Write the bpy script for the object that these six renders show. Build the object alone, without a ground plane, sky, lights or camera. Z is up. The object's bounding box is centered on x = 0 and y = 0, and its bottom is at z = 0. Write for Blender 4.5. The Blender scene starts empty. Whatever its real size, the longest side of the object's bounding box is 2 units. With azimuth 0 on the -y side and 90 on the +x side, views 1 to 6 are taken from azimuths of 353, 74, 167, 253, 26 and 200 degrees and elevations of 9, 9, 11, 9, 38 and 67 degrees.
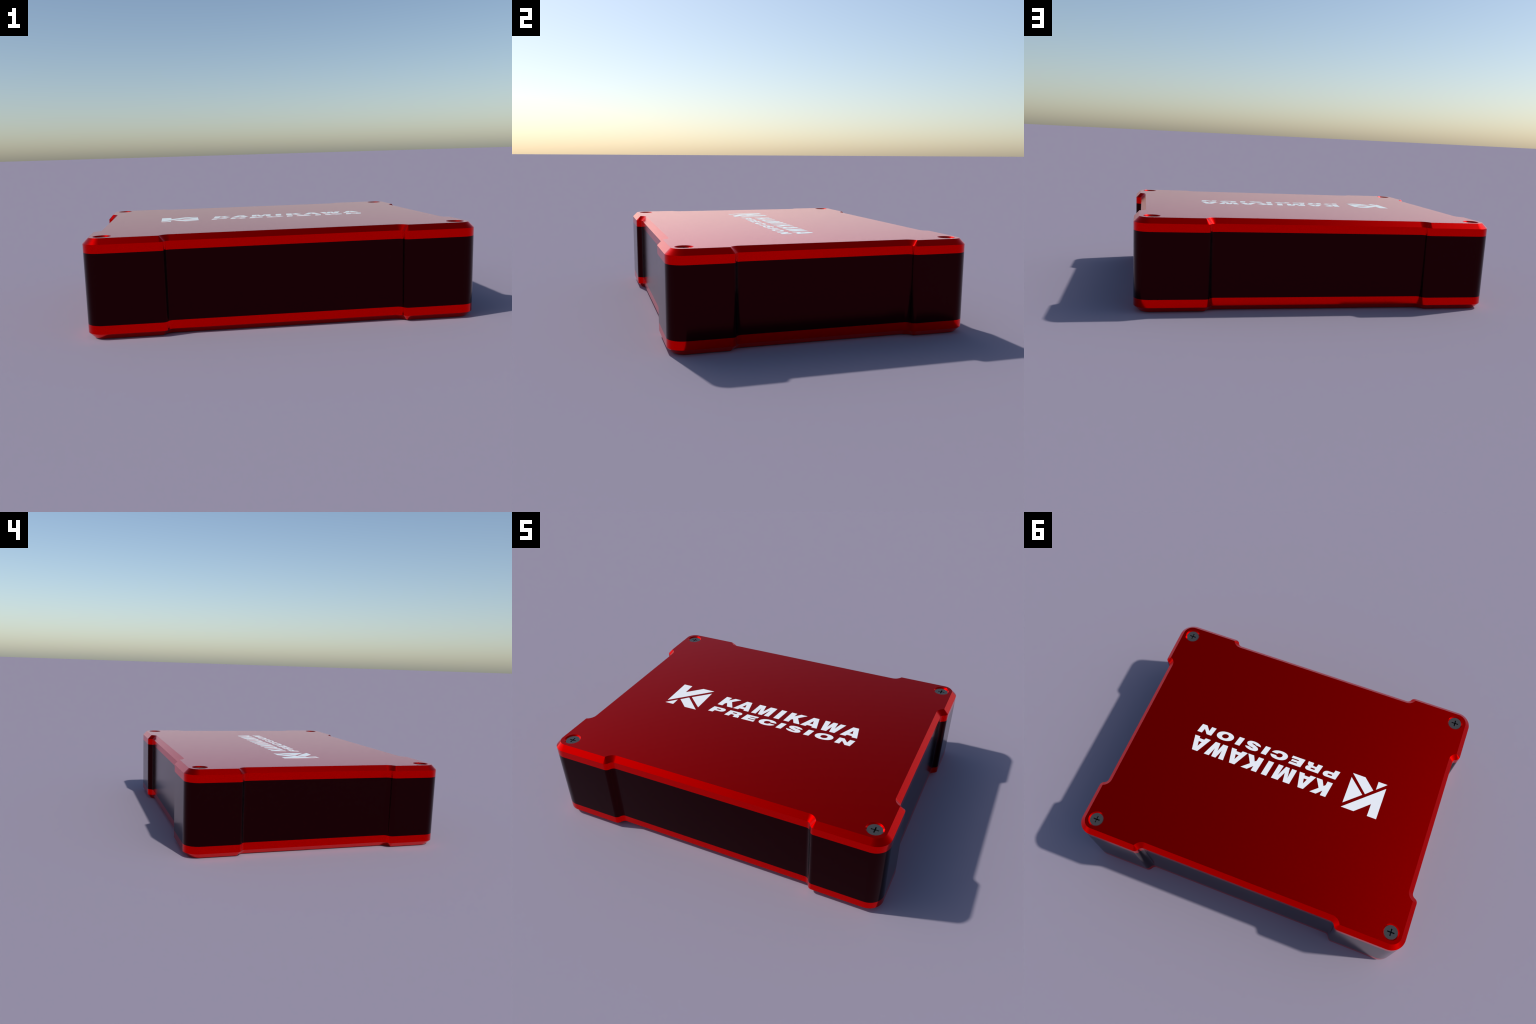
"""Anodised two-tone metal enclosure: red lid and base with chamfered rims, black side wall
waisted between its corner blocks, four recessed cross-head screws, printed emblem and lettering.
All design sizes are in millimetres of the real box; MM converts them to the 2 m frame."""
import bpy, bmesh
from math import sin, cos, acos, pi, radians, sqrt
from mathutils import Vector

MM = 1.0 / 70.0

# ---------------------------------------------------------------- design sizes (mm)
HALF_X, HALF_Y = 70.0, 55.0          # half length, half depth
HEIGHT = 35.0
CHAMFER = 2.0                        # 45 degree rim chamfer, top and bottom
BAND = 5.0                           # height of the red band incl. chamfer
WAIST = 2.5                          # how far the middle of each side is set back
CORNER_R = 6.0
STEP_X, STEP_Y = 44.1, 34.08         # where the corner blocks start to round into the waist
STEP_CONVEX, STEP_CONCAVE = 2.03, 2.0
SCREW_X, SCREW_Y = 63.5, 48.5
HOLE_R, SINK_R, SINK_DEPTH = 3.22, 2.70, 0.55   # conical countersink down to the screw head
BORE_DEPTH = 3.0
HEAD_R, HEAD_TOP = 2.735, 34.485


# ---------------------------------------------------------------- materials
def principled(name):
    m = bpy.data.materials.new(name)
    m.use_nodes = True
    nt = m.node_tree
    return m, nt, nt.nodes["Principled BSDF"]


def grain(nt, bsdf, scale, r0, r1, bump):
    """Fine satin grain of anodised metal: roughness varies slightly, tiny bump."""
    tc = nt.nodes.new("ShaderNodeTexCoord")
    no = nt.nodes.new("ShaderNodeTexNoise")
    no.inputs["Scale"].default_value = scale
    no.inputs["Detail"].default_value = 3.0
    nt.links.new(tc.outputs["Object"], no.inputs["Vector"])
    mr = nt.nodes.new("ShaderNodeMapRange")
    mr.inputs["From Min"].default_value = 0.3
    mr.inputs["From Max"].default_value = 0.7
    mr.inputs["To Min"].default_value = r0
    mr.inputs["To Max"].default_value = r1
    nt.links.new(no.outputs["Fac"], mr.inputs["Value"])
    nt.links.new(mr.outputs["Result"], bsdf.inputs["Roughness"])
    if bump > 0:
        bp = nt.nodes.new("ShaderNodeBump")
        bp.inputs["Strength"].default_value = bump
        bp.inputs["Distance"].default_value = 0.0003
        nt.links.new(no.outputs["Fac"], bp.inputs["Height"])
        nt.links.new(bp.outputs["Normal"], bsdf.inputs["Normal"])


def metal(name, colour, r0, r1):
    m, nt, b = principled(name)
    b.inputs["Base Color"].default_value = (*colour, 1)
    b.inputs["Metallic"].default_value = 1.0
    grain(nt, b, 900.0, r0, r1, 0.0)
    return m


RED = metal("red_anodised_metal", (0.99, 0.0, 0.0), 0.15, 0.155)
BLACK = metal("black_anodised_metal", (0.031, 0.0038, 0.0052), 0.15, 0.155)
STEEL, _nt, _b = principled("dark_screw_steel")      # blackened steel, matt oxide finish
_b.inputs["Base Color"].default_value = (0.045, 0.045, 0.045, 1)
grain(_nt, _b, 900.0, 0.14, 0.16, 0.0)
INK, _nt, _b = principled("white_print")
_b.inputs["Base Color"].default_value = (0.845, 0.845, 0.85, 1)
grain(_nt, _b, 600.0, 0.14, 0.16, 0.0)


# ---------------------------------------------------------------- outline of the box
def arc(c, r, a0, a1, n, concave=False):
    """Points on an arc with their outward normals (mm)."""
    out = []
    for i in range(n + 1):
        a = a0 + (a1 - a0) * i / n
        d = Vector((cos(a), sin(a)))
        out.append((Vector(c) + d * r, -d if concave else d))
    return out


def corner_block():
    """First quadrant of the outline, counter-clockwise, from the middle of +x to the middle of +y."""
    turn = acos(1 - WAIST / (STEP_CONVEX + STEP_CONCAVE))
    reach = (STEP_CONVEX + STEP_CONCAVE) * sin(turn)
    pts = []
    # concave fillet out of the waist on +x, then convex edge of the corner block
    c1 = (HALF_X - WAIST + STEP_CONCAVE, STEP_Y - reach)
    pts += arc(c1, STEP_CONCAVE, pi, pi - turn, 10, True)
    c2 = (HALF_X - STEP_CONVEX, STEP_Y)
    pts += arc(c2, STEP_CONVEX, -turn, 0.0, 10)[1:]
    # corner
    pts += arc((HALF_X - CORNER_R, HALF_Y - CORNER_R), CORNER_R, 0.0, pi / 2, 20)
    # convex edge and concave fillet back into the waist on +y
    c3 = (STEP_X, HALF_Y - STEP_CONVEX)
    pts += arc(c3, STEP_CONVEX, pi / 2, pi / 2 + turn, 10)
    c4 = (STEP_X - reach, HALF_Y - WAIST + STEP_CONCAVE)
    pts += arc(c4, STEP_CONCAVE, -pi / 2 + turn, -pi / 2, 10, True)[1:]
    return pts


def outline():
    q = corner_block()
    flip = lambda pts, sx, sy: [(Vector((p.x * sx, p.y * sy)), Vector((n.x * sx, n.y * sy))) for p, n in pts]
    return q + flip(q[::-1], -1, 1) + flip(q, -1, -1) + flip(q[::-1], 1, -1)


OUTLINE = outline()


# ---------------------------------------------------------------- mesh helpers
class Builder:
    """Collects faces with analytic corner normals, so flats stay flat and fillets stay smooth."""

    def __init__(self):
        self.v, self.f, self.n = [], [], []

    def loop(self, inset, z):
        start = len(self.v)
        for p, n in OUTLINE:
            q = p - n * inset
            self.v.append((q.x * MM, q.y * MM, z * MM))
        return list(range(start, len(self.v)))

    def ring(self, c, r, z, seg=48):
        start = len(self.v)
        for i in range(seg):
            a = 2 * pi * i / seg
            self.v.append(((c[0] + r * cos(a)) * MM, (c[1] + r * sin(a)) * MM, z * MM))
        return list(range(start, len(self.v)))

    def poly(self, idx, normal):
        self.f.append(list(idx))
        self.n.append([Vector(normal)] * len(idx))

    def band(self, lo, hi, normals, inside=False):
        """Quads between two counter-clockwise loops, facing outward (or inward for a bore)."""
        k = len(lo)
        for i in range(k):
            j = (i + 1) % k
            a, c = (j, i) if inside else (i, j)
            self.f.append([lo[a], lo[c], hi[c], hi[a]])
            self.n.append([normals[a], normals[c], normals[c], normals[a]])

    def filled(self, outer, holes, z, up):
        """Flat face with holes, triangulated."""
        bm = bmesh.new()
        edges, back = [], {}
        for lp in [outer] + holes:
            vs = []
            for i in lp:
                w = bm.verts.new((self.v[i][0], self.v[i][1], 0))
                back[w] = i
                vs.append(w)
            for a, b in zip(vs, vs[1:] + vs[:1]):
                edges.append(bm.edges.new((a, b)))
        bmesh.ops.triangle_fill(bm, use_beauty=True, use_dissolve=False, edges=edges, normal=(0, 0, 1))
        for face in bm.faces:
            idx = [back[w] for w in face.verts]
            a, b, c = (Vector(self.v[i][:2]) for i in idx[:3])
            ccw = (b - a).cross(c - a) > 0
            if ccw != up:
                idx.reverse()
            self.poly(idx, (0, 0, 1 if up else -1))
        bm.free()

    def object(self, name, material, parent):
        me = bpy.data.meshes.new(name)
        me.from_pydata(self.v, [], self.f)
        me.polygons.foreach_set("use_smooth", [True] * len(me.polygons))
        me.materials.append(material)
        flat = [tuple(n) for fn in self.n for n in fn]
        me.normals_split_custom_set(flat)
        ob = bpy.data.objects.new(name, me)
        bpy.context.scene.collection.objects.link(ob)
        ob.parent = parent
        return ob


def horizontal():
    return [Vector((n.x, n.y, 0)) for _, n in OUTLINE]


def slanted(s):
    return [Vector((n.x, n.y, s)).normalized() for _, n in OUTLINE]


# ---------------------------------------------------------------- the enclosure
root = bpy.data.objects.new("metal_enclosure", None)
root["label"] = "flat red and black metal enclosure box with printed lid"
root["category"] = "enclosure box"
bpy.context.scene.collection.objects.link(root)

SCREWS = [(sx * SCREW_X, sy * SCREW_Y) for sx in (-1, 1) for sy in (-1, 1)]

# lid: straight band, chamfer, flat top with counterbored screw holes
b = Builder()
l0 = b.loop(0, HEIGHT - BAND)
l1 = b.loop(0, HEIGHT - CHAMFER)
l2 = b.loop(CHAMFER, HEIGHT)
b.poly(l0[::-1], (0, 0, -1))
b.band(l0, l1, horizontal())
b.band(l1, l2, slanted(1))
rims = []
for c in SCREWS:
    rim = b.ring(c, HOLE_R, HEIGHT)
    sunk = b.ring(c, SINK_R, HEIGHT - SINK_DEPTH)
    low = b.ring(c, SINK_R, HEIGHT - BORE_DEPTH)
    k = len(rim)
    inward = [Vector((-cos(2 * pi * i / k), -sin(2 * pi * i / k), 0)) for i in range(k)]
    b.band(sunk, rim, [(v * SINK_DEPTH + Vector((0, 0, HOLE_R - SINK_R))).normalized() for v in inward], True)
    b.band(low, sunk, inward, True)
    b.poly(low, (0, 0, 1))
    rims.append(rim)
b.filled(l2, rims, HEIGHT, True)
lid = b.object("lid", RED, root)

# base: the lid's rim mirrored
b = Builder()
l0 = b.loop(CHAMFER, 0)
l1 = b.loop(0, CHAMFER)
l2 = b.loop(0, BAND)
b.poly(l0[::-1], (0, 0, -1))
b.band(l0, l1, slanted(-1))
b.band(l1, l2, horizontal())
b.poly(l2, (0, 0, 1))
b.object("base", RED, root)

# side wall between them; its ends are dished so that no two faces share a plane
b = Builder()
z0, z1 = BAND, HEIGHT - BAND
a0 = b.loop(0.4, z0 + 0.4)
a1 = b.loop(0, z0)
a2 = b.loop(0, z1)
a3 = b.loop(0.4, z1 - 0.4)
b.poly(a0[::-1], (0, 0, -1))
b.band(a0, a1, [-s for s in slanted(1)])
b.band(a1, a2, horizontal())
b.band(a2, a3, [-s for s in slanted(-1)])
b.poly(a3, (0, 0, 1))
b.object("side_wall", BLACK, root)


# ---------------------------------------------------------------- cross-head screws
def screw_mesh():
    seg, arm, half, taper, deep = 48, 1.44, 0.26, 0.92, 2.05
    b = Builder()
    zt = 0.0
    bot = b.ring((0, 0), SINK_R - 0.1, -2.2, seg)
    side = b.ring((0, 0), SINK_R - 0.1, -0.2, seg)
    top = b.ring((0, 0), HEAD_R, zt, seg)
    rad = [Vector((cos(2 * pi * i / seg), sin(2 * pi * i / seg), 0)) for i in range(seg)]
    b.poly(bot[::-1], (0, 0, -1))
    b.band(bot, side, rad)
    b.band(side, top, [(r + Vector((0, 0, 1))).normalized() for r in rad])

    def cross(a, w, z):
        pts = []
        for q in range(4):
            ca, sa = round(cos(q * pi / 2)), round(sin(q * pi / 2))
            for x, y in ((w, -w), (a, -w), (a, w)):
                pts.append((ca * x - sa * y, sa * x + ca * y))
        start = len(b.v)
        for x, y in pts:
            b.v.append((x * MM, y * MM, z * MM))
        return list(range(start, start + 12))

    up = cross(arm, half, zt)
    dn = cross(arm * taper, half * 0.8, -deep)
    for i in range(12):
        j = (i + 1) % 12
        quad = [up[i], up[j], dn[j], dn[i]]
        p = [Vector(b.v[k]) for k in quad]
        b.poly(quad, (p[1] - p[0]).cross(p[2] - p[0]).normalized())
    b.poly(dn, (0, 0, 1))
    b.filled(top, [up], zt, True)
    return b


first = screw_mesh().object("screw", STEEL, root)
for i, c in enumerate(SCREWS):
    s = first if i == 0 else first.copy()
    if i:
        bpy.context.scene.collection.objects.link(s)
    s.location = (c[0] * MM, c[1] * MM, HEAD_TOP * MM)
    s.parent = root


# ---------------------------------------------------------------- print on the lid
PRINT_RAISE = 0.0003


def printed(name, loops, origin):
    """Thin layer of ink from closed loops (mm); loops inside others become counters."""
    cu = bpy.data.curves.new(name, "CURVE")
    cu.dimensions = "2D"
    cu.fill_mode = "BOTH"
    cu.extrude = PRINT_RAISE / 2
    for lp in loops:
        sp = cu.splines.new("POLY")
        sp.points.add(len(lp) - 1)
        for p, (x, y) in zip(sp.points, lp):
            p.co = (x * MM, y * MM, 0, 1)
        sp.use_cyclic_u = True
    tmp = bpy.data.objects.new(name + "_outline", cu)
    bpy.context.scene.collection.objects.link(tmp)
    dg = bpy.context.evaluated_depsgraph_get()
    me = bpy.data.meshes.new_from_object(tmp.evaluated_get(dg))
    bpy.data.objects.remove(tmp)
    bpy.data.curves.remove(cu)
    me.name = name
    me.materials.clear()
    me.materials.append(INK)
    ob = bpy.data.objects.new(name, me)
    bpy.context.scene.collection.objects.link(ob)
    place(ob, origin)
    return ob


def place(ob, origin):
    ob.location = (origin[0] * MM, origin[1] * MM, HEIGHT * MM + PRINT_RAISE / 2)
    ob.parent = lid


def oval(cx, cy, a, b, t0=0.0, t1=2 * pi, n=40, power=2.15, slant=0.0):
    """Super-ellipse arc, slanted about the baseline."""
    out = []
    for i in range(n + 1):
        t = t0 + (t1 - t0) * i / n
        c, s = cos(t), sin(t)
        x = a * abs(c) ** (2 / power) * (1 if c >= 0 else -1)
        y = b * abs(s) ** (2 / power) * (1 if s >= 0 else -1)
        out.append((cx + x + slant * (cy + y), cy + y))
    return out


def smooth(pts, n=6):
    """Catmull-Rom curve through the points, open ended."""
    P = [Vector(p) for p in pts]
    P = [2 * P[0] - P[1]] + P + [2 * P[-1] - P[-2]]
    out = []
    for i in range(1, len(P) - 2):
        for k in range(n):
            t = k / n
            a, b, c, d = P[i - 1], P[i], P[i + 1], P[i + 2]
            q = 0.5 * ((2 * b) + (c - a) * t + (2 * a - 5 * b + 4 * c - d) * t * t + (3 * b - a - 3 * c + d) * t ** 3)
            out.append((q.x, q.y))
    out.append(tuple(P[-2]))
    return out


# emblem: an italic-cut arrow-like mark of four pieces, seen from above
EMBLEM = [
    [(-44.3, -7.4), (-28.9, 6.97), (-34.45, 7.0), (-40.38, 1.35), (-40.33, 7.0), (-44.3, 7.0)],
    [(-28.95, -7.3), (-28.95, 4.98), (-35.65, -1.22)],
    [(-28.95, -9.3), (-34.5, -9.3), (-39.4, -4.72), (-36.63, -1.93)],
    [(-40.35, -9.3), (-44.3, -9.3), (-40.35, -5.5)],
]
printed("emblem", EMBLEM, (0, 0))

# upper line: heavy italic capitals, cap height 6.95
H = 6.95
BIG = {
    "K": [[(0, 0), (2.35, 0), (2.62, 1.92), (3.36, 2.57), (4.62, 0), (7.26, 0), (4.96, 4.06), (8.06, 6.9), (8.04, H),
           (5.28, H), (3.06, 4.64), (3.42, H), (1.03, H)]],
    "A": [[(0, 0), (2.36, 0), (2.74, 0.9), (4.93, 0.87), (5.03, 0), (7.32, 0), (5.88, H), (3.43, H)],
          [(3.27, 2.30), (4.72, 2.30), (4.28, 4.68)]],
    "M": [[(0, 0), (2.16, 0), (2.62, 4.72), (3.26, 0), (4.93, 0), (6.96, 4.9), (6.05, 0), (8.21, 0), (9.22, H),
           (6.24, H), (4.49, 2.68), (3.94, H), (1.01, H)]],
    "I": [[(0, 0), (2.41, 0), (3.46, H), (1.04, H)]],
    "W": [[(0, 0), (2.28, 0), (3.46, 3.8), (3.66, 0), (5.83, 0), (8.52, H), (6.24, H), (4.96, 2.88), (5.03, H),
           (3.08, H), (1.69, 2.9), (1.83, H), (-0.43, H)]],
}
UPPER = [("K", -22.45), ("A", -14.86), ("M", -6.21), ("I", 4.22), ("K", 8.88), ("A", 16.47), ("W", 25.63), ("A", 33.84)]

# lower line: wide italic capitals, cap height 4.03
h, S = 4.03, 0.245


def bowl(x, low, high, a):
    """Right-hand end of a P or R bowl, from its lower edge round to its upper edge."""
    return oval(x, (low + high) / 2, a, (high - low) / 2, -pi / 2, pi / 2, 18, 2.1, S)


def counter(x0, x1, low, high):
    return [(x0 + S * low, low)] + bowl(x1 - 0.5, low, high, 0.5) + [(x0 + S * high, high)]


WIDE = {
    "P": [[(0, 0), (2.17, 0), (2.5, 1.33)] + bowl(4.45, 1.33, h, 1.75) + [(0.98, h)],
          counter(2.2, 4.2, 2.35, 3.05)],
    "R": [[(0, 0), (2.12, 0), (2.5, 1.47), (3.35, 1.47), (3.8, 1.42), (4.12, 1.24), (4.16, 1.0), (4.02, 0), (6.46, 0),
           (6.5, 0.85), (6.44, 1.3), (6.2, 1.66), (5.7, 1.86)]
          + oval(4.55, 2.86, 1.7, 1.17, -0.8, pi / 2, 16, 2.1, S) + [(0.98, h)],
          counter(2.15, 4.1, 2.38, 3.05)],
    "E": [[(0, 0), (5.65, 0), (5.92, 1.1), (2.5, 1.1), (2.65, 1.6), (5.5, 1.6), (5.78, 2.52), (2.88, 2.52),
           (3.0, 2.97), (6.16, 2.97), (6.5, h), (1.0, h)]],
    "C": [oval(3.7, 2.0, 3.72, 2.14, 0.22, 2 * pi - 0.20, 48, 2.15, S)
          + [(5.2, 1.63)] + oval(3.62, 2.0, 1.38, 1.02, -0.75, -2 * pi + 0.75, 32, 2.15, S) + [(5.28, 2.44)]],
    "I": [[(0, 0), (2.35, 0), (3.33, h), (1.0, h)]],
    "S": [smooth([(0.02, 1.38), (0.05, 1.15), (0.45, 0.58), (1.8, 0.0), (3.6, -0.2), (5.25, 0.07), (6.25, 0.84),
                  (6.1, 1.75), (5.2, 2.32), (3.55, 2.72), (2.85, 2.95), (3.2, 3.12), (4.0, 3.02), (4.45, 2.72)])
          + smooth([(6.58, 2.83), (6.45, 3.1), (5.9, 3.62), (4.3, 4.12), (2.9, 4.15), (1.55, 3.9), (0.72, 3.2),
                    (0.98, 2.3), (2.4, 1.56), (3.7, 1.2), (4.12, 0.98), (3.75, 0.8), (2.75, 0.9), (2.2, 1.24)])],
    "O": [oval(3.75, 2.0, 3.75, 2.14, power=2.15, slant=S)[:-1],
          oval(3.73, 2.0, 1.43, 1.08, power=2.1, slant=S)[:-1]],
    "N": [[(0, 0), (2.13, 0), (2.58, 2.27), (4.34, 0), (6.53, 0), (7.5, h), (5.36, h), (4.79, 1.85), (3.07, h), (0.97, h)]],
}
LOWER = [("P", -23.77), ("R", -15.92), ("E", -7.91), ("C", -0.75), ("I", 7.98), ("S", 12.3), ("I", 20.24), ("O", 24.4),
         ("N", 33.65)]

for glyphs, line, base in ((BIG, UPPER, -1.63), (WIDE, LOWER, -7.65)):
    made = {}
    for ch, x in line:
        if ch in made:
            ob = made[ch].copy()
            bpy.context.scene.collection.objects.link(ob)
            place(ob, (x, base))
        else:
            made[ch] = printed("letter", glyphs[ch], (x, base))
